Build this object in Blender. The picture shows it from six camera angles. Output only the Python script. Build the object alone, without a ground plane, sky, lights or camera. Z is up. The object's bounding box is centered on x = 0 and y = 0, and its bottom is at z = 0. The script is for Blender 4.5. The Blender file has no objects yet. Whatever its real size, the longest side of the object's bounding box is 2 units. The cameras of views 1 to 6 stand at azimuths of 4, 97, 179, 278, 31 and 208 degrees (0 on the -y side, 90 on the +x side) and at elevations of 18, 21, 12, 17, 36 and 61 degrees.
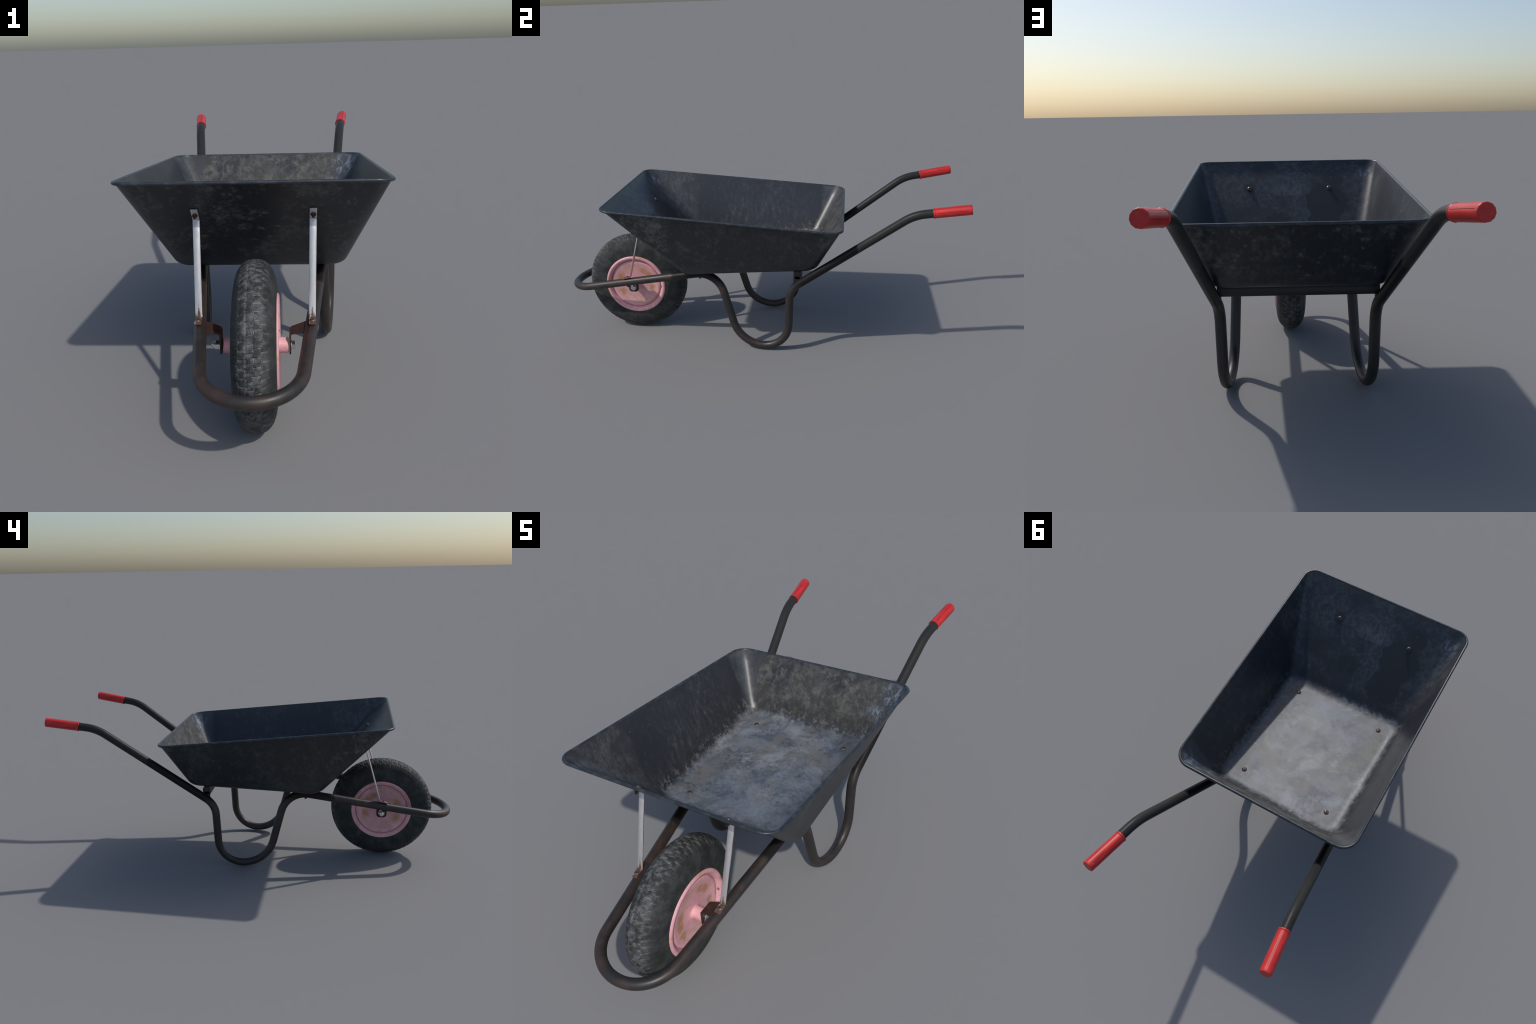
"""Weathered black steel builder's wheelbarrow: pressed tray, one bent-tube frame,
pneumatic front wheel with a pink pressed-steel disc, two flat struts, red plastic grips.
Metres, z up, wheel towards -y, handles towards +y."""
import bpy, bmesh, math, random
from math import sin, cos, pi, radians, sqrt, tan, acos
from mathutils import Vector, Matrix, Quaternion

random.seed(7)
V = Vector

# ------------------------------------------------------------------ node helpers
class Mat:
    def __init__(self, name):
        self.m = bpy.data.materials.new(name)
        self.m.use_nodes = True
        self.t = self.m.node_tree
        self.t.nodes.clear()
        self.out = self.n('ShaderNodeOutputMaterial')
        self.b = self.n('ShaderNodeBsdfPrincipled')
        self.t.links.new(self.b.outputs[0], self.out.inputs[0])
        self.tc = self.n('ShaderNodeTexCoord').outputs['Object']
        self.geo = self.n('ShaderNodeNewGeometry')
        self.xyz = None

    def n(self, kind):
        return self.t.nodes.new(kind)

    def set(self, sock, v):
        if hasattr(v, 'is_output'):
            self.t.links.new(v, sock)
        else:
            if isinstance(v, (tuple, list)) and len(v) == 3 and sock.type == 'RGBA':
                v = (*v, 1)
            sock.default_value = v

    def bsdf(self, **kw):
        for k, v in kw.items():
            self.set(self.b.inputs[k.replace('_', ' ')], v)

    def axis(self, a):
        if self.xyz is None:
            s = self.n('ShaderNodeSeparateXYZ')
            self.t.links.new(self.tc, s.inputs[0])
            self.xyz = s
        return self.xyz.outputs[a]

    def math(self, op, a, b=0.0, c=0.0, clamp=False):
        n = self.n('ShaderNodeMath'); n.operation = op; n.use_clamp = clamp
        self.set(n.inputs[0], a); self.set(n.inputs[1], b); self.set(n.inputs[2], c)
        return n.outputs[0]

    def mul(self, a, b): return self.math('MULTIPLY', a, b)
    def add(self, a, b): return self.math('ADD', a, b)
    def sub(self, a, b): return self.math('SUBTRACT', a, b)
    def inv(self, a): return self.math('SUBTRACT', 1.0, a)

    def step(self, v, lo, hi):
        """smooth 0..1 ramp of v from lo to hi (lo may exceed hi)"""
        n = self.n('ShaderNodeMapRange'); n.interpolation_type = 'SMOOTHSTEP'
        self.set(n.inputs[0], v)
        if lo <= hi:
            vals = (lo, hi, 0.0, 1.0)
        else:
            vals = (hi, lo, 1.0, 0.0)
        for i, x in enumerate(vals):
            n.inputs[i + 1].default_value = x
        return n.outputs[0]

    def noise(self, scale, detail=4, rough=0.6, stretch=(1, 1, 1), off=(0, 0, 0), dist=0.0, rot=(0, 0, 0)):
        mp = self.n('ShaderNodeMapping')
        self.t.links.new(self.tc, mp.inputs[0])
        mp.inputs['Scale'].default_value = stretch
        mp.inputs['Location'].default_value = off
        mp.inputs['Rotation'].default_value = rot
        n = self.n('ShaderNodeTexNoise')
        self.t.links.new(mp.outputs[0], n.inputs['Vector'])
        n.inputs['Scale'].default_value = scale
        n.inputs['Detail'].default_value = detail
        n.inputs['Roughness'].default_value = rough
        n.inputs['Distortion'].default_value = dist
        return n.outputs[0]

    def voro(self, scale, off=(0, 0, 0), stretch=(1, 1, 1)):
        mp = self.n('ShaderNodeMapping')
        self.t.links.new(self.tc, mp.inputs[0])
        mp.inputs['Location'].default_value = off
        mp.inputs['Scale'].default_value = stretch
        n = self.n('ShaderNodeTexVoronoi')
        self.t.links.new(mp.outputs[0], n.inputs['Vector'])
        n.inputs['Scale'].default_value = scale
        return n.outputs['Distance']

    def mix(self, f, a, b):
        n = self.n('ShaderNodeMix'); n.data_type = 'RGBA'
        self.set(n.inputs[0], f); self.set(n.inputs[6], a); self.set(n.inputs[7], b)
        return n.outputs[2]

    def mixf(self, f, a, b):
        n = self.n('ShaderNodeMix'); n.data_type = 'FLOAT'
        self.set(n.inputs[0], f); self.set(n.inputs[2], a); self.set(n.inputs[3], b)
        return n.outputs[0]

    def ball(self, c, r0, r1):
        """1 inside radius r0 of point c, 0 beyond r1"""
        n = self.n('ShaderNodeVectorMath'); n.operation = 'DISTANCE'
        self.t.links.new(self.tc, n.inputs[0]); n.inputs[1].default_value = c
        return self.step(n.outputs['Value'], r1, r0)

    def patch(self, c, r0, r1, jit, amp=0.08):
        """ball with an edge broken up by the noise value jit (mean 0.5)"""
        n = self.n('ShaderNodeVectorMath'); n.operation = 'DISTANCE'
        self.t.links.new(self.tc, n.inputs[0]); n.inputs[1].default_value = c
        d = self.add(n.outputs['Value'], self.mul(self.sub(jit, 0.5), amp))
        return self.step(d, r1, r0)

    def bump(self, h, strength=0.2, dist=0.002):
        n = self.n('ShaderNodeBump')
        n.inputs['Strength'].default_value = strength
        n.inputs['Distance'].default_value = dist
        self.set(n.inputs['Height'], h)
        self.t.links.new(n.outputs[0], self.b.inputs['Normal'])


def floor_z(y):
    return 0.4090 + 0.045 * (y + 0.268)


# ------------------------------------------------------------------ materials
def mat_tray_outside():
    M = Mat('tray_paint_outside')
    y, z = M.axis(1), M.axis(2)
    big = M.noise(6, 5, 0.65)
    mid = M.noise(24, 5, 0.68, off=(2, 5, 1))
    fine = M.noise(62, 5, 0.72, stretch=(1, 1, 0.8))
    mott = M.step(M.add(M.add(M.mul(big, 0.40), M.mul(mid, 0.35)), M.mul(fine, 0.40)), 0.545, 0.70)
    ends = M.math('MAXIMUM', M.step(y, -0.35, -0.42), M.step(y, 0.325, 0.36))
    amount = M.mul(mott, M.mixf(ends, 0.42, 1.0))
    col = M.mix(M.noise(5, 3), (0.011, 0.0145, 0.0175), (0.019, 0.022, 0.026))
    col = M.mix(amount, col, M.mix(M.noise(9, 3, off=(8, 0, 3)), (0.064, 0.076, 0.078), (0.084, 0.086, 0.080)))
    bright = M.mul(M.step(M.add(M.mul(mid, 0.6), M.mul(fine, 0.5)), 0.62, 0.72), M.mixf(ends, 0.25, 1.0))
    col = M.mix(M.mul(bright, 0.65), col, (0.13, 0.145, 0.15))
    # pale flecks and a few rust chips
    fl = M.step(M.add(M.voro(34), M.mul(M.noise(60, 2), 0.12)), 0.155, 0.095)
    col = M.mix(M.mul(fl, 0.35), col, (0.13, 0.14, 0.145))
    rs = M.mul(M.step(M.add(M.voro(9, (3, 1, 5)), M.mul(M.noise(50, 3), 0.16)), 0.165, 0.10), ends)
    col = M.mix(M.mul(rs, 0.6), col, (0.17, 0.10, 0.06))
    scr = M.mul(M.step(M.noise(90, 2, 0.5, stretch=(0.25, 0.25, 1.4), rot=(0.3, 0, 0)), 0.66, 0.74), M.step(big, 0.5, 0.6))
    col = M.mix(M.mul(scr, 0.35), col, (0.10, 0.11, 0.11))
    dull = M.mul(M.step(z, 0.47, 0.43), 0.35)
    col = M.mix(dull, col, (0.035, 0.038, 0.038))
    M.bsdf(Base_Color=col, Roughness=M.mixf(amount, 0.40, 0.55))
    M.bump(M.add(M.mul(big, 0.5), M.mul(fine, 0.25)), 0.12, 0.004)
    return M.m


def mat_tray_inside():
    M = Mat('tray_paint_inside')
    x, y, z = M.axis(0), M.axis(1), M.axis(2)
    h = M.sub(z, M.add(M.mul(y, 0.045), 0.409 + 0.045 * 0.268 + 0.003))      # height over the floor
    ax = M.math('ABSOLUTE', x)
    # fine scuffs running up and down the walls
    run = M.noise(48, 5, 0.72, stretch=(1, 1, 0.40))
    run2 = M.noise(20, 5, 0.68, stretch=(1, 1, 0.6), off=(4, 2, 1))
    grain = M.noise(95, 4, 0.75, stretch=(1, 1, 0.6), off=(3, 3, 9))
    big = M.noise(4.5, 4, 0.6, off=(1.3, 0, 0))
    jit = M.noise(16, 5, 0.7, off=(6, 6, 2))
    wall = M.mix(M.noise(6, 3), (0.021, 0.0245, 0.031), (0.031, 0.0345, 0.041))
    midwall = M.mul(M.step(y, -0.45, -0.15), M.step(y, 0.30, 0.10))
    haze0 = M.mul(M.mul(M.step(M.add(M.mul(run, 0.65), M.mul(run2, 0.45)), 0.46, 0.70), M.mixf(midwall, 0.30, 1.0)), M.step(big, 0.34, 0.56))
    wall = M.mix(M.mul(haze0, 0.33), wall, (0.100, 0.106, 0.114))
    scuff = M.mul(M.step(M.add(M.mul(run, 0.7), M.mul(grain, 0.4)), 0.60, 0.74), M.mixf(midwall, 0.4, 1.0))
    wall = M.mix(M.mul(scuff, 0.36), wall, (0.15, 0.155, 0.16))
    # rear wall: beige-grey blotches of dried cement over grey-blue wear
    rear = M.step(y, 0.310, 0.340)
    b1 = M.step(M.add(M.add(M.mul(M.noise(19, 5, 0.74, off=(2, 7, 3)), 0.45), M.mul(M.noise(44, 5, 0.75, stretch=(1, 1, 0.7), off=(1, 2, 6)), 0.45)), M.mul(grain, 0.18)), 0.49, 0.69)
    b2 = M.step(M.add(M.mul(M.noise(17, 5, 0.72, off=(7, 3, 8)), 0.6), M.mul(run, 0.45)), 0.50, 0.66)
    wall = M.mix(M.mul(rear, M.step(M.noise(7, 4, 0.6, off=(4, 4, 8)), 0.40, 0.62)), wall, (0.045, 0.046, 0.046))
    wall = M.mix(M.mul(M.mul(rear, b2), 0.55), wall, (0.098, 0.104, 0.112))
    beige = M.mix(M.noise(11, 3, off=(9, 1, 1)), (0.125, 0.130, 0.128), (0.170, 0.162, 0.134))
    wall = M.mix(M.mul(M.mul(rear, b1), 0.80), wall, beige)
    wall = M.mix(M.mul(M.mul(rear, M.step(M.sub(ax, M.mul(M.sub(jit, 0.5), 0.08)), 0.27, 0.30)), 0.6), wall, (0.045, 0.052, 0.062))
    # front wall: grey-blue haze broken by clean dark patches and a scrape line
    front = M.step(y, -0.355, -0.40)
    wall = M.mix(M.mul(front, 0.6), wall, (0.042, 0.041, 0.043))  # base colour lifted and warmed to paint in the grazing sun sheen
    haze = M.step(M.add(M.mul(M.noise(5.5, 4, 0.6, off=(0.2, 3, 0.4)), 0.6), M.mul(run2, 0.45)), 0.44, 0.58)
    hz = M.mul(M.mul(front, haze), M.step(M.add(M.mul(grain, 0.5), M.mul(run, 0.5)), 0.38, 0.64))
    wall = M.mix(M.mul(hz, 0.66), wall, (0.112, 0.122, 0.134))
    scrape = M.mul(M.mul(M.step(z, 0.625, 0.632), M.step(z, 0.70, 0.64)), M.mul(M.step(x, -0.06, -0.05), M.step(x, 0.09, 0.05)))
    wall = M.mix(M.mul(M.mul(scrape, front), M.mul(M.step(run, 0.3, 0.6), 0.5)), wall, (0.13, 0.145, 0.165))
    bare = M.patch((-0.16, -0.52, 0.60), 0.085, 0.097, jit, 0.10)
    for c, r in (((-0.14, -0.43, 0.50), 0.075), ((-0.19, -0.60, 0.685), 0.035), ((0.055, -0.455, 0.525), 0.045), ((0.1745, -0.575, 0.654), 0.024)):
        bare = M.math('MAXIMUM', bare, M.patch(c, r, r + 0.010, jit, 0.09 if r > 0.03 else 0.02))
    streak = M.mul(M.step(M.noise(14, 3, 0.5, stretch=(1, 0.2, 0.12), off=(3, 0, 0)), 0.60, 0.66), 0.6)
    wall = M.mix(M.mul(M.mul(front, bare), M.sub(0.95, streak)), wall, (0.030, 0.030, 0.031))
    # bright knocks near two rim corners
    knock = M.math('MAXIMUM', M.ball((-0.340, -0.620, 0.715), 0.010, 0.050),
                   M.math('MAXIMUM', M.ball((0.335, 0.40, 0.63), 0.02, 0.075), M.ball((0.285, 0.375, 0.545), 0.005, 0.06)))
    kn = M.mul(knock, M.step(M.noise(42, 5, 0.7, stretch=(1, 1, 0.5)), 0.44, 0.62))
    wall = M.mix(M.mul(kn, 0.75), wall, (0.22, 0.27, 0.35))
    # worn floor: pale blue-grey metal with cement stain and dirt
    n1 = M.noise(7.5, 6, 0.66, off=(5, 5, 0))
    n2 = M.noise(34, 6, 0.72, off=(1, 8, 0))
    n3 = M.noise(4.2, 5, 0.65, off=(2, 2, 7), dist=0.8)
    c1 = M.noise(5.5, 5, 0.62, off=(5, 5, 3), dist=0.4)
    c2 = M.noise(6.5, 5, 0.62, off=(7, 1, 2), dist=0.3)
    fl = M.mix(M.step(M.add(M.mul(c1, 0.85), M.mul(n2, 0.18)), 0.42, 0.60), (0.074, 0.090, 0.117), (0.168, 0.195, 0.234))
    fl = M.mix(M.mul(M.step(M.add(M.mul(n3, 0.85), M.mul(n2, 0.15)), 0.46, 0.58), 0.70), fl, (0.158, 0.160, 0.150))
    fl = M.mix(M.mul(M.step(M.add(M.mul(c2, 0.85), M.mul(n2, 0.18)), 0.51, 0.66), 0.75), fl, (0.255, 0.282, 0.312))
    fl = M.mix(M.mul(M.step(M.add(M.mul(M.noise(8, 5, 0.65, off=(1, 9, 5)), 0.8), M.mul(n2, 0.2)), 0.53, 0.66), 0.70), fl, (0.072, 0.084, 0.102))
    fl = M.mix(M.mul(M.step(grain, 0.54, 0.74), 0.30), fl, (0.080, 0.088, 0.10))
    fl = M.mix(M.mul(M.step(grain, 0.44, 0.28), 0.30), fl, (0.30, 0.31, 0.32))
    edge = M.math('MAXIMUM', M.step(ax, 0.18, 0.25), M.math('MAXIMUM', M.step(y, -0.25, -0.32), M.step(y, 0.25, 0.305)))
    fl = M.mix(M.mul(M.mul(edge, M.step(n2, 0.40, 0.60)), 0.75), fl, (0.10, 0.102, 0.10))
    fl = M.mix(M.mul(M.mul(M.step(x, 0.14, 0.22), M.step(n1, 0.40, 0.56)), 0.6), fl, (0.070, 0.080, 0.098))
    rust = M.mul(M.step(M.noise(30, 5, 0.7, off=(11, 4, 0)), 0.60, 0.68), M.math('MAXIMUM', edge, 0.45))
    fl = M.mix(M.mul(rust, 0.65), fl, (0.24, 0.16, 0.095))
    scr = M.mul(M.step(M.noise(60, 2, 0.5, stretch=(0.15, 1.6, 1), rot=(0, 0, 0.5)), 0.68, 0.74), M.step(n3, 0.40, 0.52))
    fl = M.mix(M.mul(scr, 0.4), fl, (0.34, 0.35, 0.36))
    # ragged line where the worn floor meets the painted walls
    rag = M.add(M.mul(M.sub(M.noise(60, 5, 0.75, stretch=(1, 1, 0.4), off=(0, 1, 6)), 0.5), 0.05), M.mul(M.sub(n1, 0.5), 0.035))
    fm = M.step(M.add(h, rag), 0.020, -0.003)
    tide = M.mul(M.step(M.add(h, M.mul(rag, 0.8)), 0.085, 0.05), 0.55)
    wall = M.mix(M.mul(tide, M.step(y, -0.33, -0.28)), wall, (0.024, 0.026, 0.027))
    spray = M.mul(M.step(M.add(h, M.mul(rag, 1.6)), 0.075, 0.022), M.step(M.add(M.mul(grain, 0.45), M.mul(M.noise(38, 4, 0.7, stretch=(1, 1, 0.5)), 0.6)), 0.53, 0.63))
    wall = M.mix(M.mul(M.mul(spray, M.step(y, -0.36, -0.31)), 0.6), wall, (0.165, 0.168, 0.165))
    col = M.mix(fm, wall, fl)
    # pale flecks
    fk = M.step(M.add(M.voro(27, (2, 2, 2), (1, 1, 0.7)), M.mul(M.noise(80, 2), 0.10)), 0.115, 0.085)
    col = M.mix(M.mul(fk, 0.45), col, (0.25, 0.27, 0.29))
    nrm = M.n('ShaderNodeSeparateXYZ'); M.t.links.new(M.geo.outputs['Normal'], nrm.inputs[0])
    back = M.mul(M.step(nrm.outputs[1], -0.62, -0.80), rear)                # cement-dulled rear wall
    rough = M.mixf(back, M.mixf(scuff, 0.345, 0.45), 0.62)
    M.bsdf(Base_Color=col, Roughness=M.mixf(fm, rough, 0.52), Specular_IOR_Level=M.mixf(back, 0.5, 0.3))
    M.bump(M.add(M.mul(n1, 0.5), M.mul(n2, 0.3)), 0.10, 0.004)
    return M.m


def mat_rim():
    M = Mat('tray_rim_paint')
    n = M.noise(40, 4)
    col = M.mix(M.step(n, 0.45, 0.7), (0.022, 0.028, 0.036), (0.050, 0.060, 0.070))
    M.bsdf(Base_Color=col, Roughness=0.36)
    return M.m


def mat_frame():
    M = Mat('frame_paint_rusting')
    y, z = M.axis(1), M.axis(2)
    n = M.noise(9, 5, 0.65)
    n2 = M.noise(26, 5, 0.7, off=(3, 0, 1))
    handle = M.step(y, 0.508, 0.512)
    old = M.step(M.add(y, M.mul(M.sub(n, 0.5), 0.3)), 0.36, 0.18)
    brown = M.mul(M.step(M.add(M.mul(n, 0.6), M.mul(n2, 0.45)), 0.46, 0.66), old)
    col = M.mix(M.noise(14, 3), (0.020, 0.019, 0.019), (0.030, 0.028, 0.027))
    col = M.mix(M.mul(brown, 0.85), col, (0.058, 0.034, 0.028))
    chip = M.mul(M.step(M.noise(38, 5, 0.7, off=(5, 5, 5)), 0.63, 0.70), old)
    col = M.mix(M.mul(chip, 0.6), col, (0.10, 0.045, 0.025))
    # ambient occlusion baked into tube colour beneath the tray and behind its rear wall
    baked_ao = M.math('MAXIMUM', M.mul(M.step(y, -0.415, -0.40), M.step(z, 0.34, 0.38)), M.mul(M.step(y, 0.22, 0.30), M.inv(handle)))
    col = M.mix(M.mul(baked_ao, 0.75), col, (0.009, 0.009, 0.010))
    col = M.mix(handle, col, M.mix(M.noise(30, 3), (0.024, 0.024, 0.024), (0.034, 0.034, 0.033)))
    M.bsdf(Base_Color=col, Roughness=M.mixf(brown, 0.40, 0.50), Specular_IOR_Level=M.mixf(baked_ao, 0.45, 0.15))
    M.bump(n2, 0.08, 0.002)
    return M.m


def mat_bracket():
    M = Mat('rusty_brown_steel')
    n = M.noise(30, 5, 0.7)
    col = M.mix(M.step(n, 0.4, 0.65), (0.040, 0.021, 0.018), (0.062, 0.031, 0.026))
    M.bsdf(Base_Color=col, Roughness=0.6, Specular_IOR_Level=0.3)
    return M.m


def mat_crossbar():
    M = Mat('crossbar_black_paint')
    col = M.mix(M.noise(22, 4), (0.012, 0.012, 0.013), (0.024, 0.021, 0.020))
    M.bsdf(Base_Color=col, Roughness=0.5)
    return M.m


def mat_grip():
    M = Mat('red_plastic')
    n = M.noise(60, 3, 0.5, stretch=(1, 0.15, 1))
    col = M.mix(M.step(n, 0.4, 0.7), (0.52, 0.020, 0.020), (0.66, 0.034, 0.030))
    M.bsdf(Base_Color=col, Roughness=0.42, Specular_IOR_Level=0.45)
    return M.m


def mat_grip_groove():
    M = Mat('red_plastic_dark')
    M.bsdf(Base_Color=(0.15, 0.010, 0.010), Roughness=0.6)
    return M.m


def mat_strut():
    M = Mat('galvanised_flat_bar')
    z = M.axis(2)
    n = M.noise(45, 5, 0.7, stretch=(1, 1, 0.3))
    col = M.mix(M.step(n, 0.4, 0.7), (0.53, 0.53, 0.55), (0.62, 0.62, 0.63))
    rag = M.add(z, M.mul(M.sub(M.noise(70, 4, 0.7, stretch=(1, 1, 0.3)), 0.5), 0.10))
    mid = M.step(M.math('ABSOLUTE', M.sub(M.math('ABSOLUTE', M.axis(0)), 0.1705)), 0.006, 0.0)
    rust = M.step(M.sub(rag, M.mul(mid, 0.022)), 0.362, 0.346)
    col = M.mix(rust, col, M.mix(M.noise(90, 3), (0.055, 0.030, 0.024), (0.14, 0.085, 0.055)))
    # rubbed red primer on the narrow sides
    nx = M.n('ShaderNodeSeparateXYZ'); M.t.links.new(M.geo.outputs['Normal'], nx.inputs[0])
    side = M.step(M.math('ABSOLUTE', nx.outputs[0]), 0.8, 0.95)
    col = M.mix(M.mul(M.mul(side, M.step(M.noise(14, 3), 0.45, 0.55)), 0.7), col, (0.45, 0.16, 0.14))
    M.bsdf(Base_Color=col, Roughness=0.36, Metallic=M.mixf(rust, 0.55, 0.0))
    return M.m


def mat_bolt(name, base, rust_col, metal, rough):
    M = Mat(name)
    n = M.noise(160, 4, 0.7)
    col = M.mix(M.step(n, 0.42, 0.60), base, rust_col)
    M.bsdf(Base_Color=col, Roughness=rough, Metallic=metal)
    return M.m


def mat_tyre():
    M = Mat('worn_rubber')
    x = M.axis(0)
    s = M.n('ShaderNodeVectorMath'); s.operation = 'MULTIPLY'
    M.t.links.new(M.tc, s.inputs[0]); s.inputs[1].default_value = (0, 1, 1)
    ln = M.n('ShaderNodeVectorMath'); ln.operation = 'LENGTH'
    M.t.links.new(s.outputs[0], ln.inputs[0])
    r = ln.outputs['Value']
    tread = M.step(r, 0.232, 0.246)
    n = M.noise(16, 5, 0.65)
    n2 = M.noise(60, 5, 0.7)
    col = M.mix(M.step(n, 0.35, 0.68), (0.020, 0.022, 0.023), (0.040, 0.043, 0.042))
    dust = M.mul(M.step(M.add(M.mul(n, 0.55), M.mul(n2, 0.55)), 0.50, 0.68), M.mixf(tread, 0.30, 0.9))
    col = M.mix(M.mul(dust, 0.7), col, M.mix(M.noise(25, 3, off=(4, 4, 4)), (0.095, 0.095, 0.082), (0.10, 0.112, 0.125)))
    # rubbed edges of the tread blocks, dirt in the grooves
    p = M.geo.outputs['Pointiness']
    col = M.mix(M.mul(M.mul(M.step(p, 0.505, 0.54), tread), M.mul(M.step(n2, 0.40, 0.60), 0.9)), col, (0.13, 0.140, 0.146))
    crown = M.mul(M.mul(M.step(M.math('ABSOLUTE', x), 0.034, 0.012), M.step(M.noise(9, 4, 0.6, off=(1, 1, 4)), 0.45, 0.62)), M.mul(tread, M.step(n2, 0.38, 0.6)))
    col = M.mix(M.mul(crown, 0.6), col, (0.12, 0.135, 0.150))
    col = M.mix(M.mul(M.mul(M.step(p, 0.495, 0.465), tread), M.mul(M.step(n2, 0.34, 0.62), M.mixf(M.step(n, 0.40, 0.60), 0.35, 1.0))), col, (0.215, 0.215, 0.20))
    sp = M.step(M.add(M.voro(24), M.mul(M.noise(70, 2), 0.1)), 0.10, 0.07)
    col = M.mix(M.mul(sp, 0.7), col, (0.20, 0.165, 0.11))
    M.bsdf(Base_Color=col, Roughness=0.72, Specular_IOR_Level=0.35)
    M.bump(M.add(n2, M.mul(n, 0.5)), 0.25, 0.002)
    return M.m


def mat_disc():
    M = Mat('pink_paint_rusting')
    s = M.n('ShaderNodeVectorMath'); s.operation = 'MULTIPLY'
    M.t.links.new(M.tc, s.inputs[0]); s.inputs[1].default_value = (0, 1, 1)
    ln = M.n('ShaderNodeVectorMath'); ln.operation = 'LENGTH'
    M.t.links.new(s.outputs[0], ln.inputs[0])
    r = ln.outputs['Value']
    ax = M.math('ABSOLUTE', M.axis(0))
    n = M.noise(11, 4, 0.6, off=(0.3, 2.2, 0.7), stretch=(0.2, 1, 1))
    n2 = M.noise(70, 5, 0.7)
    col = M.mix(M.step(M.noise(24, 4), 0.35, 0.65), (0.68, 0.345, 0.385), (0.80, 0.43, 0.465))
    # rust in an interrupted ring half way out, and on the rolled lip
    ring = M.mul(M.step(r, 0.062, 0.078), M.step(r, 0.108, 0.094))
    spots = None
    for py, pz in ((-0.080, 0.040), (-0.086, 0.0), (-0.078, -0.045), (0.040, 0.072), (0.068, 0.052), (0.082, -0.022)):
        d = M.n('ShaderNodeVectorMath'); d.operation = 'DISTANCE'
        M.t.links.new(s.outputs[0], d.inputs[0]); d.inputs[1].default_value = (0, py, pz)
        v = M.step(d.outputs['Value'], 0.046, 0.006)
        spots = v if spots is None else M.math('MAXIMUM', spots, v)
    fray = M.add(M.mul(M.noise(28, 5, 0.7, stretch=(0.3, 1, 1)), 0.5), M.mul(n2, 0.25))
    rust = M.mul(ring, M.step(M.add(M.mul(spots, 0.42), fray), 0.52, 0.86))
    stain = M.mul(M.step(r, 0.050, 0.072), M.mul(M.step(r, 0.125, 0.10), M.step(M.add(M.mul(n, 0.8), M.mul(n2, 0.3)), 0.42, 0.60)))
    col = M.mix(M.mul(stain, 0.7), col, (0.58, 0.32, 0.25))
    col = M.mix(M.mul(rust, 0.9), col, (0.46, 0.23, 0.105))
    lip = M.step(r, 0.138, 0.146)
    lr = M.mul(lip, M.step(M.noise(15, 5, 0.7, off=(6, 1, 1), stretch=(0.4, 1, 1)), 0.50, 0.64))
    col = M.mix(M.mul(lr, 0.75), col, (0.56, 0.27, 0.14))
    groove = M.mul(M.step(r, 0.1275, 0.1300), M.step(r, 0.1345, 0.1320))
    col = M.mix(M.mul(groove, 0.55), col, (0.28, 0.10, 0.10))
    band = M.mul(M.mul(M.step(r, 0.112, 0.122), M.step(r, 0.131, 0.124)), M.step(M.noise(8, 4, off=(2, 9, 2)), 0.5, 0.62))
    col = M.mix(M.mul(band, 0.6), col, (0.38, 0.20, 0.13))
    dots = M.mul(M.step(M.voro(38), 0.12, 0.08), M.step(r, 0.13, 0.12))
    col = M.mix(M.mul(dots, 0.5), col, (0.28, 0.13, 0.09))
    M.bsdf(Base_Color=col, Roughness=0.5, Specular_IOR_Level=0.4)
    M.bump(n2, 0.12, 0.001)
    return M.m


# ------------------------------------------------------------------ mesh helpers
COL = bpy.context.scene.collection


def make(name, verts, faces, mats, parent=None, idx=None, angle=40, loc=(0, 0, 0), mw=None):
    me = bpy.data.meshes.new(name)
    L = V(loc)
    me.from_pydata([tuple(V(v) - L) for v in verts], [], faces)
    bm = bmesh.new(); bm.from_mesh(me)
    bmesh.ops.remove_doubles(bm, verts=bm.verts, dist=1e-6)
    if idx is None:
        bmesh.ops.recalc_face_normals(bm, faces=bm.faces)
    bm.to_mesh(me); bm.free()
    for m in mats:
        me.materials.append(m)
    if idx is not None:
        for p, i in zip(me.polygons, idx):
            p.material_index = i
    me.shade_smooth()
    me.set_sharp_from_angle(angle=radians(angle))
    ob = bpy.data.objects.new(name, me)
    COL.objects.link(ob)
    ob.location = L
    if parent is not None:
        attach(ob, parent)
    return ob


def world_of(o):
    w = V(o.location)
    return w if o.parent is None else w + world_of(o.parent)


def attach(ob, parent):
    ob.parent = parent
    ob.location = V(ob.location) - world_of(parent)


def bevel(ob, w, seg=2, ang=30):
    bm = bmesh.new(); bm.from_mesh(ob.data)
    ed = [e for e in bm.edges if len(e.link_faces) == 2 and e.calc_face_angle() > radians(ang)]
    bmesh.ops.bevel(bm, geom=ed, offset=w, segments=seg, affect='EDGES', profile=0.5, clamp_overlap=True)
    bm.to_mesh(ob.data); bm.free()
    ob.data.shade_smooth()
    ob.data.set_sharp_from_angle(angle=radians(35))


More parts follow.
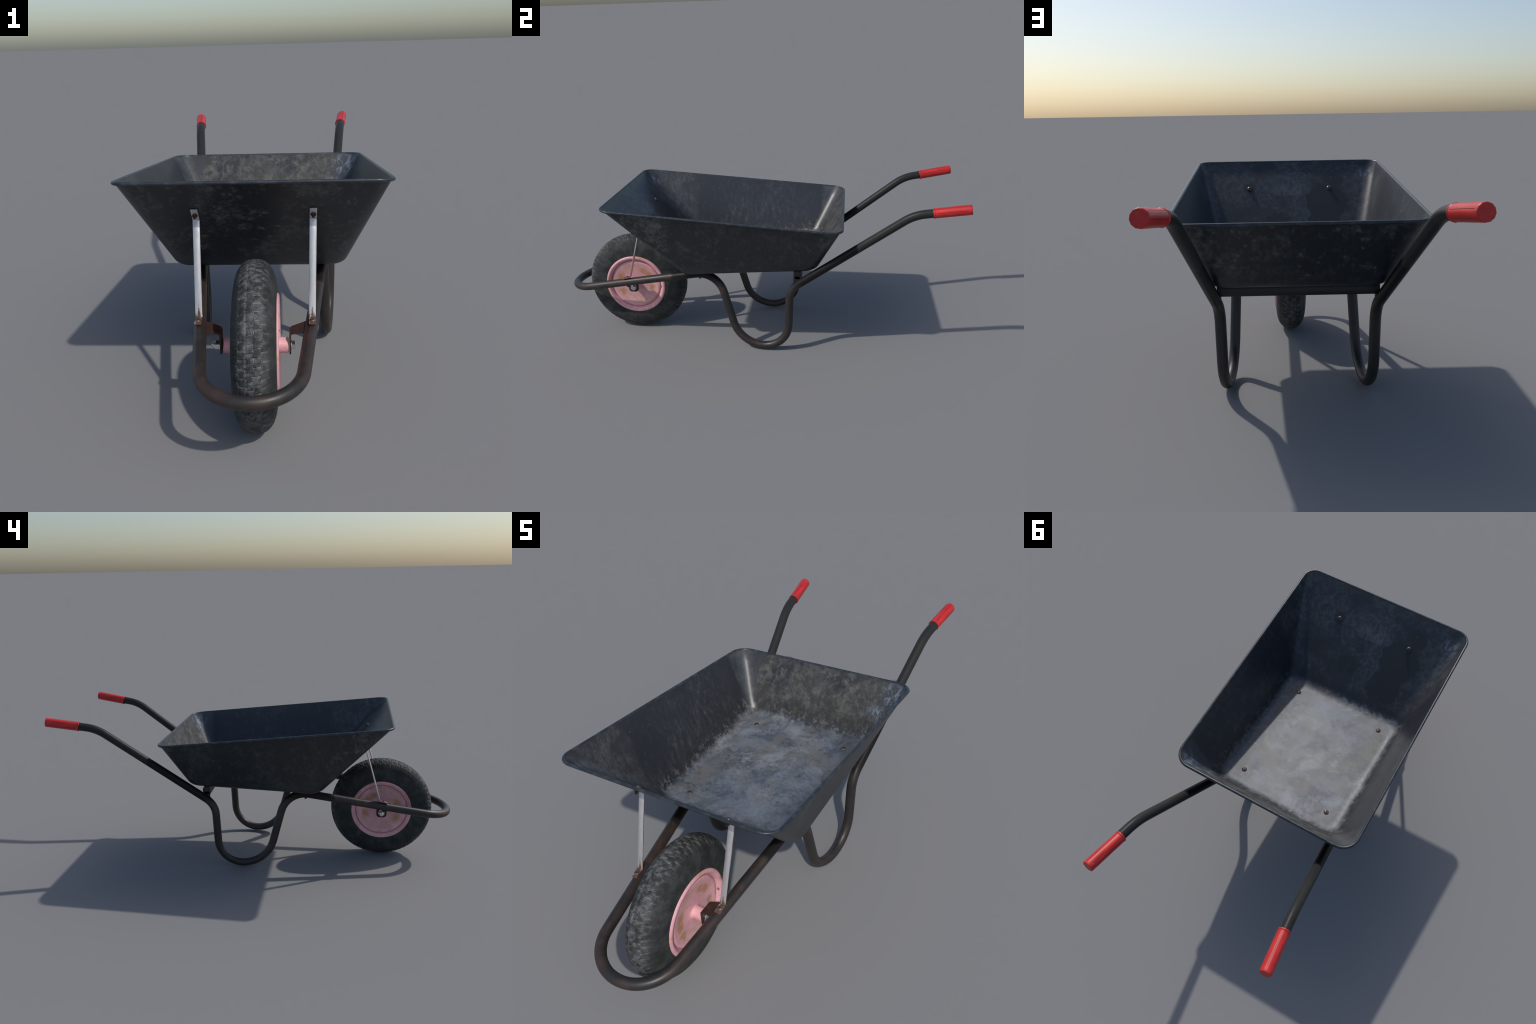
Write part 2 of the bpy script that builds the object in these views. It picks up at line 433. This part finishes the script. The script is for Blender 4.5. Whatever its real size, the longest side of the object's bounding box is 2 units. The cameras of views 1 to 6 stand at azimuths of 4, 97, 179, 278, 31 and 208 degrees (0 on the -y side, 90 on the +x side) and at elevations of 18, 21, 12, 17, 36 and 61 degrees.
def fillet_path(P, R, n=14):
    """polyline through corner points P with arcs of radius R at the inner corners"""
    out = [P[0].copy()]
    for i in range(1, len(P) - 1):
        a = (P[i - 1] - P[i]).normalized(); b = (P[i + 1] - P[i]).normalized()
        ang = acos(max(-1, min(1, a.dot(b))))
        t = R[i - 1] / tan(ang / 2)
        c = P[i] + (a + b).normalized() * (R[i - 1] / sin(ang / 2))
        p0 = P[i] + a * t - c; p1 = P[i] + b * t - c; w = pi - ang
        for k in range(n + 1):
            f = k / n
            out.append(c + (sin((1 - f) * w) * p0 + sin(f * w) * p1) / sin(w))
    out.append(P[-1].copy())
    return out


def sweep(path, section, up=V((0, 0, 1)), caps=True):
    """carry a closed 2D section along a path (rotation-minimising frames)"""
    n = len(path)
    tang = []
    for i in range(n):
        t = V((0, 0, 0))
        if i > 0: t += (path[i] - path[i - 1]).normalized()
        if i < n - 1: t += (path[i + 1] - path[i]).normalized()
        tang.append(t.normalized())
    side = tang[0].cross(up).normalized()
    vs = []; fs = []
    for i in range(n):
        if i > 0:
            side = tang[i - 1].rotation_difference(tang[i]) @ side
            side = (side - tang[i] * side.dot(tang[i])).normalized()
        nrm = side.cross(tang[i]).normalized()
        sec = section(i) if callable(section) else section
        for a, b in sec:
            vs.append(path[i] + side * a + nrm * b)
    m = len(vs) // n
    for i in range(n - 1):
        for j in range(m):
            fs.append((i * m + j, i * m + (j + 1) % m, (i + 1) * m + (j + 1) % m, (i + 1) * m + j))
    if caps:
        fs.append(tuple(range(m))); fs.append(tuple((n - 1) * m + j for j in range(m)))
    return vs, fs


def circle(r, n, ph=0.0):
    return [(r * cos(2 * pi * k / n + ph), r * sin(2 * pi * k / n + ph)) for k in range(n)]


def lathe_x(profile, seg, centre=(0, 0, 0)):
    """revolve (x, r) profile about the x axis"""
    vs = []; fs = []
    for x, r in profile:
        for k in range(seg):
            a = 2 * pi * k / seg
            vs.append(V(centre) + V((x, r * cos(a), r * sin(a))))
    for i in range(len(profile) - 1):
        for k in range(seg):
            k2 = (k + 1) % seg
            fs.append((i * seg + k, i * seg + k2, (i + 1) * seg + k2, (i + 1) * seg + k))
    return vs, fs


def aim(axis):
    return V((0, 0, 1)).rotation_difference(V(axis).normalized()).to_matrix().to_4x4()


def merge(parts):
    vs = []; fs = []; ids = []
    for (v, f), mi in parts:
        o = len(vs); vs += v; fs += [tuple(i + o for i in q) for q in f]; ids += [mi] * len(f)
    return vs, fs, ids


def turned(profile, seg, M):
    """revolve (r, z) profile about local z and place with matrix M; closed by end caps"""
    vs = []; fs = []
    for r, z in profile:
        for k in range(seg):
            a = 2 * pi * k / seg
            vs.append(M @ V((r * cos(a), r * sin(a), z)))
    for i in range(len(profile) - 1):
        for k in range(seg):
            k2 = (k + 1) % seg
            fs.append((i * seg + k, i * seg + k2, (i + 1) * seg + k2, (i + 1) * seg + k))
    fs.append(tuple(range(seg))[::-1]); fs.append(tuple((len(profile) - 1) * seg + k for k in range(seg)))
    return vs, fs


# ------------------------------------------------------------------ materials made once
m_out, m_in, m_rim = mat_tray_outside(), mat_tray_inside(), mat_rim()
m_frame, m_brk, m_bar = mat_frame(), mat_bracket(), mat_crossbar()
m_grip, m_groove, m_strut = mat_grip(), mat_grip_groove(), mat_strut()
m_tyre, m_disc = mat_tyre(), mat_disc()
m_screw = mat_bolt('rusty_screw', (0.17, 0.135, 0.12), (0.10, 0.052, 0.036), 0.4, 0.38)
m_nut = mat_bolt('rusty_nut', (0.055, 0.035, 0.028), (0.035, 0.020, 0.016), 0.2, 0.55)
m_zinc = mat_bolt('zinc_plated', (0.80, 0.82, 0.83), (0.62, 0.63, 0.63), 0.95, 0.2)
m_slot = mat_bolt('screw_slot', (0.02, 0.016, 0.014), (0.03, 0.02, 0.016), 0.0, 0.8)
m_valve = mat_bolt('valve_brass', (0.30, 0.26, 0.17), (0.20, 0.17, 0.12), 0.4, 0.45)

barrow = bpy.data.objects.new('wheelbarrow', None)
COL.objects.link(barrow)
barrow['label'] = 'old black steel wheelbarrow with pink wheel and red handle grips'
barrow['category'] = 'wheelbarrow'

# ------------------------------------------------------------------ tray
TH = 0.003            # sheet thickness
BEAD = 0.0058         # radius of the rolled rim


def rounded_quad(xf, xb, yf, yb, zf, zb, rf, rb, inset=0.0, arc=12, strait=10):
    """rounded trapezium, front edge at yf; z varies linearly with y; returns points and inward normals"""
    xf -= inset; xb -= inset; yf += inset; yb -= inset
    rf = max(rf - inset, 0.004); rb = max(rb - inset, 0.004)
    C = [V((xf, yf, 0)), V((xb, yb, 0)), V((-xb, yb, 0)), V((-xf, yf, 0))]
    R = [rf, rb, rb, rf]
    arcs = []
    for i in range(4):
        a = (C[i - 1] - C[i]).normalized(); b = (C[(i + 1) % 4] - C[i]).normalized()
        ang = acos(a.dot(b)); c = C[i] + (a + b).normalized() * (R[i] / sin(ang / 2))
        t = R[i] / tan(ang / 2); p0 = C[i] + a * t - c; p1 = C[i] + b * t - c; w = pi - ang
        pts = []
        for k in range(arc + 1):
            f = k / arc
            d = (sin((1 - f) * w) * p0 + sin(f * w) * p1) / sin(w)
            pts.append((c + d, -d.normalized()))
        arcs.append(pts)
    out = []
    for i in range(4):
        out += arcs[i]
        (p, n), (q, _) = arcs[i][-1], arcs[(i + 1) % 4][0]
        for k in range(1, strait):
            out.append((p.lerp(q, k / strait), n))
    sl = (zb - zf) / (yb - yf)
    res = []
    for p, n in out:
        res.append((V((p.x, p.y, zf + sl * (p.y - yf))), V((n.x, n.y, sl * n.y)).normalized()))
    return res


RIM = dict(xf=0.4028, xb=0.4040, yf=-0.6818, yb=0.4455, zf=0.7645, zb=0.6625, rf=0.060, rb=0.070)
SUMP = dict(xf=0.2895, xb=0.287, yf=-0.337, yb=0.316, zf=floor_z(-0.337), zb=floor_z(0.316), rf=0.058, rb=0.060)


def shell(inset_top, inset_bottom, lift, fil=0.034):
    top = rounded_quad(**RIM, inset=inset_top)
    bot = rounded_quad(**SUMP, inset=inset_bottom)
    loops = []
    up = V((0, 0, lift))
    for f in (1.0, 0.82, 0.64, 0.46, 0.30):
        loops.append([(b + up).lerp(t, f) for (t, _), (b, _) in zip(top, bot)])
    for k in range(9):
        s = k / 8; ring = []
        for (t, _), (b, n) in zip(top, bot):
            c = b + up
            p0 = c + (t - c).normalized() * fil; p1 = c + n * fil
            ring.append(p0 * (1 - s) ** 2 + c * 2 * s * (1 - s) + p1 * s * s)
        loops.append(ring)
    last = loops[-1]
    mid = sum(last, V((0, 0, 0))) / len(last)
    for f in (0.97, 0.72, 0.40, 0.1):
        loops.append([V((mid.x + (p.x - mid.x) * f, mid.y + (p.y - mid.y) * f, 0)) for p in last])
        for q in loops[-1]:
            q.z = floor_z(q.y) + lift
    return loops


def build_tray():
    inner = shell(2 * BEAD, TH, TH)
    outer = shell(2 * BEAD - TH, 0.0, 0.0)
    cen = rounded_quad(**RIM, inset=BEAD)
    bead = []
    for k in range(1, 13):
        a = pi - k * (radians(292) / 12)
        bead.append([c - n * (BEAD * cos(a)) + V((0, 0, BEAD * sin(a))) for c, n in cen])
    # order: inner floor -> inner wall -> bead -> outer wall -> outer floor
    seq = [(l, 1) for l in reversed(inner)] + [(l, 2) for l in bead]
    o2 = list(outer)
    o2[0] = [p.lerp(q, 0.035) for p, q in zip(outer[0], outer[1])]
    seq += [(l, 0) for l in o2]
    m = len(cen); vs = []; fs = []; ids = []
    for l, _ in seq:
        vs += l
    for i in range(len(seq) - 1):
        mi = seq[i + 1][1] if seq[i][1] != 2 else 2
        if seq[i][1] == 2 and seq[i + 1][1] == 0: mi = 0
        for j in range(m):
            j2 = (j + 1) % m
            fs.append((i * m + j, i * m + j2, (i + 1) * m + j2, (i + 1) * m + j)); ids.append(mi)
    fs.append(tuple(range(m))[::-1]); ids.append(1)
    o = (len(seq) - 1) * m
    fs.append(tuple(o + j for j in range(m))); ids.append(0)
    return make('tray', vs, fs, [m_out, m_in, m_rim], barrow, ids, angle=50)


tray = build_tray()

# ------------------------------------------------------------------ tube frame (one bent tube)
TR = 0.0196
right = [V((0, -0.9804, 0.255)), V((0.129, -0.9804, 0.255)), V((0.221, -0.171, 0.4065)), V((0.236, -0.068, 0.0150)),
         V((0.260, 0.174, 0.0250)), V((0.265, 0.188, 0.336)), V((0.333, 0.754, 0.735)), V((0.3595, 0.985, 0.7688))]
radii = [0.143, 0.121, 0.159, 0.128, 0.112, 0.216]
half = fillet_path(right, radii, 16)
mirror = [V((-p.x, p.y, p.z)) for p in half[1:]]
centre = list(reversed(mirror)) + [half[0]] + half[1:]
# drop near duplicates and insert points along long straights
path = [centre[0]]
for p in centre[1:]:
    d = (p - path[-1]).length
    if d < 0.002:
        continue
    k = max(1, int(d / 0.05))
    q0 = path[-1].copy()
    for j in range(1, k + 1):
        path.append(q0.lerp(p, j / k))
vs, fs = sweep(path, circle(TR, 24))
frame = make('tube_frame', vs, fs, [m_frame], barrow)


def tube_at_y(y):
    """centre of the front rail (+x side) at a given y"""
    t = (y - right[1].y) / (right[2].y - right[1].y)
    return right[1].lerp(right[2], t)


# cross member under the back of the tray, with saddles down to the tube
def box(c, s):
    vs = [V(c) + V((i * s[0] / 2, j * s[1] / 2, k * s[2] / 2)) for i in (-1, 1) for j in (-1, 1) for k in (-1, 1)]
    fs = [(0, 1, 3, 2), (4, 6, 7, 5), (0, 4, 5, 1), (2, 3, 7, 6), (0, 2, 6, 4), (1, 5, 7, 3)]
    return vs, fs


BY = 0.229
zt = floor_z(BY) - 0.0015
sec = []
for k in range(9):                                   # rounded back, flat front
    a = -pi / 2 + pi * k / 8
    sec.append((0.010 + 0.010 * cos(a), 0.0195 * sin(a)))
sec += [(-0.018, 0.0195), (-0.018, -0.0195)]
vs, fs = sweep([V((x, BY, zt - 0.0195)) for x in (0.268, 0.1, 0, -0.1, -0.268)], sec)
bar = make('crossbar', vs, fs, [m_bar], frame)
for s in (1, -1):
    prof = [(-0.016, -0.020), (0.008, -0.020), (0.012, -0.026), (0.006, -0.042), (-0.016, -0.056)]
    vs = [V((s * (0.262 + dx), BY + a, zt - 0.004 + b)) for dx in (-0.006, 0.006) for a, b in prof]
    n = len(prof)
    fs = [tuple(range(n)), tuple(range(n, 2 * n))] + [(i, (i + 1) % n, n + (i + 1) % n, n + i) for i in range(n)]
    sad = make('saddle', vs, fs, [m_bar], frame)
    bevel(sad, 0.002)

# ------------------------------------------------------------------ grips
def build_grip(s):
    a = V((s * 0.3405, 0.8365, 0.7467)); b = V((s * 0.3605, 0.9972, 0.7708))
    L = (b - a).length; R = 0.0227
    M = Matrix.Translation(a) @ aim(b - a)
    sides = 12
    notch = {1, 3, 5, 7, 9, 11}
    ring = []                                            # (angle, depth flag)
    for k in range(sides):
        ring.append((k, 0))
        ring.append((k + 0.44, 0)); ring.append((k + 0.50, 1 if k in notch else 0)); ring.append((k + 0.56, 0))
    def rad(u):
        w = (u % 1.0) - 0.5
        return R * cos(pi / sides) / cos(2 * pi * w / sides)
    #  z along the grip, scale of radius, notch depth
    st = [(0.000, 0.86, 0), (0.000, 1.02, 0), (0.0012, 1.055, 0), (0.0042, 1.055, 0), (0.0056, 1.00, 0), (0.010, 0.985, 0),
          (0.014, 0.985, 1), (L * 0.5, 0.992, 1), (L - 0.020, 1.0, 1), (L - 0.014, 1.0, 0), (L - 0.004, 1.0, 0),
          (L - 0.0012, 0.975, 0), (L, 0.92, 0), (L, 0.80, 0), (L - 0.0004, 0.30, 0)]
    vs = []; fs = []; ids = []
    for z, f, d in st:
        for u, fl in ring:
            r = rad(u) * f - (0.0011 if (d and fl) else 0)
            t = 2 * pi * u / sides
            vs.append(M @ V((r * cos(t), r * sin(t), z)))
    m = len(ring)
    for i in range(len(st) - 1):
        for j in range(m):
            j2 = (j + 1) % m
            fs.append((i * m + j, i * m + j2, (i + 1) * m + j2, (i + 1) * m + j))
            gr = st[i][2] and st[i + 1][2] and (ring[j][1] or ring[j2][1])
            ids.append(1 if gr else 0)
    fs.append(tuple((len(st) - 1) * m + j for j in range(m))); ids.append(0)
    fs.append(tuple(range(m))[::-1]); ids.append(0)
    return make('handle_grip', vs, fs, [m_grip, m_groove], barrow, ids, angle=38)


for s in (1, -1):
    build_grip(s)

# ------------------------------------------------------------------ bolts
def pan_head(r, h):
    """domed screw head profile, (r, z)"""
    return [(r * 0.98, 0), (r, h * 0.22)] + [(r * cos(a), h * 0.22 + h * 0.78 * sin(a)) for a in (0.35, 0.7, 1.0, 1.25, 1.45)]


def cross_screw(name, p, axis, r, h, parent, mat=None):
    M = Matrix.Translation(V(p)) @ aim(axis)
    parts = [(turned(pan_head(r, h), 20, M), 0)]
    for ang in (0.35, 0.35 + pi / 2):
        Q = M @ Matrix.Rotation(ang, 4, 'Z')
        v, f = box((0, 0, h * 0.93), (r * 1.25, r * 0.22, h * 0.22))
        parts.append((([Q @ q for q in v], f), 1))
    vs, fs, ids = merge(parts)
    return make(name, vs, fs, [mat or m_screw, m_slot], parent, ids)


def hex_nut(name, p, axis, r, h, stub, mat, parent, dome=False, washer=0.0):
    M = Matrix.Translation(V(p)) @ aim(axis)
    parts = []
    z0 = 0.0
    if washer:
        parts.append((turned([(washer, 0), (washer, 0.0016)], 24, M), 0)); z0 = 0.0014
    parts.append((turned([(r * 0.93, z0), (r, z0 + 0.001), (r, z0 + h - 0.001), (r * 0.90, z0 + h)], 6, M), 0))
    if dome:
        parts.append((turned([(r * 0.80, z0 + h - 0.0005), (r * 0.78, z0 + h + 0.003), (r * 0.62, z0 + h + 0.0065), (r * 0.40, z0 + h + 0.008)], 20, M), 0))
        parts.append((turned([(r * 0.42, z0 + h + 0.004), (r * 0.42, z0 + h + 0.0095), (r * 0.34, z0 + h + 0.0105)], 14, M), 0))
    elif stub:
        parts.append((turned([(r * 0.52, z0), (r * 0.52, z0 + h + stub - 0.001), (r * 0.42, z0 + h + stub)], 12, M), 0))
    vs, fs, ids = merge(parts)
    return make(name, vs, fs, [mat], parent, ids, angle=30)


fn = V((0, -0.045, 1)).normalized()
wall_y = lambda z: -0.6725 + (0.7645 - z) * (0.3355 / 0.3590)      # outer face of the front wall
wn = V((0, -0.3590, -0.3355)).normalized()                          # outward normal of the front wall
for s in (1, -1):
    for x, y in ((0.2085, -0.268), (0.203, 0.229)):
        cross_screw('floor_screw', (s * x, y, floor_z(y) + TH - 0.0004), fn, 0.0112, 0.0056, tray)
    c = tube_at_y(-0.266)
    hex_nut('rail_nut', (s * 0.203, -0.264, c.z - TR + 0.002), (0, 0.1, -1), 0.0088, 0.007, 0.006, m_nut, frame)
    z = 0.6535
    pin = V((s * 0.1745, wall_y(z), z)) - wn * (TH + 0.0002)
    cross_screw('wall_screw', pin, -wn, 0.0113, 0.0075, tray)

# ------------------------------------------------------------------ struts
def build_strut(s):
    off = wn * 0.0042
    pts = []
    for z in (0.671, 0.632):
        p = V((0, wall_y(z), z)) + off
        pts.append(p)
    b0 = V((0, -0.6330, 0.3465)); b1 = V((0, -0.6715, 0.3385))
    raw = fillet_path([pts[0], pts[1], b0, b1], [0.010, 0.009], 6)
    top, bot = raw[0].z, raw[-1].z
    pathp = []
    for i, p in enumerate(raw):
        if i and (p - raw[i - 1]).length > 0.05:
            for k in range(1, 8):
                pathp.append(raw[i - 1].lerp(p, k / 8))
        pathp.append(p)
    out = []
    for p in pathp:
        f = (p.z - bot) / (top - bot)
        out.append(V((s * (0.1700 + 0.0052 * min(1, f * 1.15)), p.y, p.z)))
    w, t = 0.0106, 0.0021
    n = len(out)
    def section(i):
        f = min(1, max(0, min(i - 6, n - 8 - i) / 3.0))
        c = 0.0030 * f                                     # pressed stiffening crease
        return [(-w, -t), (-0.002, -t + c), (0.002, -t + c), (w, -t), (w, t), (0.004, t + c), (-0.004, t + c), (-w, t)]
    vs, fs = sweep(out, section, up=V((0, -1, 0)))
    st = make('strut', vs, fs, [m_strut], barrow, angle=25)
    bevel(st, 0.0007, 2, 60)
    z = 0.6525
    hex_nut('strut_nut', V((s * 0.1752, wall_y(z), z)) + wn * 0.0060, wn, 0.0086, 0.0065, 0.007, m_nut, st)
    ax = V((0, 0.186, 1)).normalized()
    p = b1.lerp(b0, 0.50); p.x = s * 0.1705
    d = V((0, (b0 - b1).y, (b0 - b1).z)).normalized()
    nn = V((0, -d.z, d.y))
    cross_screw('strut_screw', p + nn * 0.0018, nn, 0.0092, 0.0048, st)
    q = tube_at_y(p.y); 
    hex_nut('strut_nut', V((s * q.x, q.y, q.z - TR + 0.001)), -nn, 0.0080, 0.006, 0.005, m_nut, st)


for s in (1, -1):
    build_strut(s)

# ------------------------------------------------------------------ wheel
HUB = V((0, -0.6453, 0.2603))
TYR = 0.2600


def build_disc():
    prof = [(0.0, 0.158), (0.040, 0.158), (0.058, 0.1585), (0.0640, 0.1580), (0.0680, 0.1560), (0.0705, 0.1525), (0.0712, 0.1485),
            (0.0700, 0.1445), (0.0665, 0.1405), (0.0620, 0.1370), (0.0580, 0.1345), (0.0555, 0.1330), (0.0535, 0.1318), (0.0535, 0.1305),
            (0.0560, 0.1285), (0.0585, 0.1255), (0.0595, 0.1215), (0.0590, 0.1160), (0.0575, 0.1080), (0.0562, 0.090), (0.0556, 0.060),
            (0.0553, 0.040), (0.0556, 0.030), (0.0565, 0.0262), (0.0590, 0.0243), (0.0630, 0.0237), (0.0940, 0.0237), (0.0965, 0.0230),
            (0.0975, 0.0205), (0.0976, 0.008)]
    full = [(-min(x, 0.0605 + max(0, x - 0.0605) * 0.35) if r > 0.1 else -x, r) for x, r in reversed(prof[1:])] + prof
    vs, fs = lathe_x(full, 128, HUB)
    n = len(full)
    fs.append(tuple(range(128))); fs.append(tuple((n - 1) * 128 + k for k in range(128)))
    return make('wheel', vs, fs, [m_disc], barrow, loc=HUB, angle=50)


wheel = build_disc()


def groove(d, w):
    """1 at the bottom of a groove of half width w, falling to 0"""
    d = abs(d) / w
    return 0.0 if d >= 1 else (1 - d * d) ** 2 if d > 0.6 else 1 - 0.59 * (d / 0.6) ** 4


def build_tyre():
    rows = 120; NB = 64; per = 18; seg = NB * per
    W, Hh, e = 0.0645, 0.102, 2 / 2.4
    rng = random.Random(3)
    wear = [rng.uniform(0.6, 1.0) for _ in range(NB)]
    phis = [radians(-104 + 208 * i / rows) for i in range(rows + 1)]
    vs = []; fs = []
    for ph in phis:
        sx = math.copysign(abs(sin(ph)) ** e, sin(ph)); cr = math.copysign(abs(cos(ph)) ** e, cos(ph))
        x = W * sx
        if cr < 0:
            x *= 1 - 0.25 * abs(cr)
        r0 = TYR - Hh + Hh * max(cr, -0.06)
        ridge = 0.0008 * math.exp(-((r0 - 0.226) / 0.0016) ** 2) + 0.0006 * math.exp(-((r0 - 0.172) / 0.0015) ** 2)
        ax = abs(x)
        for k in range(seg):
            u = k / per
            g = 0.0
            if ax < 0.058 and cr > 0:
                cuts = (-0.0360, -0.0155, 0.0045, 0.0250)          # lengthwise grooves between block rows
                row = sum(1 for c in cuts if x > c)
                st = 0.5 * (row % 2)
                for c in cuts:
                    strong = 1.0 if abs(c) < 0.02 else 0.55
                    g = max(g, strong * groove(x - c - 0.0012 * sin(2 * pi * u), 0.0028))
                q = (u + st + x * 6) % 1.0 - 0.5
                g = max(g, groove(q, 0.15) * (1.0 if 0 < row < 4 else 0.8))
                edge = 1.0 if ax < 0.046 else max(0, (0.058 - ax) / 0.012)
                g *= edge * wear[int(u + st) % NB]
            a = 2 * pi * k / seg
            n = V((sx * 0.6, cr, 0)).normalized()
            r = r0 - 0.0034 * g * max(0.3, n.y)
            xx = x + math.copysign(ridge, x)
            vs.append(HUB + V((xx, r * cos(a), r * sin(a))))
    m = seg
    for i in range(rows):
        for k in range(seg):
            k2 = (k + 1) % seg
            fs.append((i * m + k, i * m + k2, (i + 1) * m + k2, (i + 1) * m + k))
    return make('tyre', vs, fs, [m_tyre], wheel, loc=HUB, angle=180)


tyre = build_tyre()
for part in (wheel, tyre):
    part.rotation_euler = (0, 0, 0.010 if part is wheel else 0)
wheel.location.x += 0.0016

# valve stem poking out by the rolled lip
M = Matrix.Translation(HUB + V((0.0600, 0.1385, -0.012))) @ aim((0.75, -0.7, 0.05))
vs, fs = turned([(0.0038, 0), (0.0038, 0.007), (0.0030, 0.0075), (0.0030, 0.0125), (0.0022, 0.0135)], 14, M)
make('tyre_valve', vs, fs, [m_valve], wheel)

# ------------------------------------------------------------------ axle brackets and axle nuts
def build_bracket(s):
    c = HUB
    t = tube_at_y(c.y)
    # profile in x-z of the bent plate, swept over its width in y
    mid = fillet_path([V((t.x - 0.008, 0, t.z + 0.004)), V((0.1040, 0, 0.3075)), V((0.1040, 0, 0.2350))], [0.009], 6)
    ht = 0.0024
    rows = []
    for i, p in enumerate(mid):
        d = (mid[min(i + 1, len(mid) - 1)] - mid[max(i - 1, 0)]).normalized()
        nrm = V((d.z, 0, -d.x))
        rows.append((p, nrm))
    extra = [0.2415, 0.2480]
    p_last, n_last = rows.pop()
    for z in (0.249, 0.243, 0.2385, 0.2355):
        rows.append((V((0.1040, 0, z)), n_last))
    widths = [0.0255] * (len(rows) - 3) + [0.0230, 0.0185, 0.0120]
    vs = []; fs = []
    for (p, nrm), w in zip(rows, widths):
        for yy, sg in ((-w, 1), (w, 1), (w, -1), (-w, -1)):
            q = p + nrm * (ht * sg)
            f = max(0.0, min(1.0, (q.x - 0.106) / (t.x - 0.114)))       # follows the slope of the rail
            vs.append(V((s * q.x, c.y + yy * (1 + 0.18 * f), q.z + 0.19 * yy * f)))
    n = len(rows)
    for i in range(n - 1):
        for j in range(4):
            fs.append((i * 4 + j, i * 4 + (j + 1) % 4, (i + 1) * 4 + (j + 1) % 4, (i + 1) * 4 + j))
    fs.append((0, 1, 2, 3)); fs.append(tuple((n - 1) * 4 + j for j in range(4)))
    b = make('axle_bracket', vs, fs, [m_brk], frame, angle=30)
    x = 0.1065
    if s > 0:
        hex_nut('axle_bolt', (x, c.y, c.z), (1, 0, 0), 0.0142, 0.0115, 0.0, m_zinc, b, washer=0.0155)
    else:
        hex_nut('axle_nut', (-x, c.y, c.z), (-1, 0, 0), 0.0152, 0.0150, 0.0, m_zinc, b, dome=True, washer=0.0155)


for s in (1, -1):
    build_bracket(s)
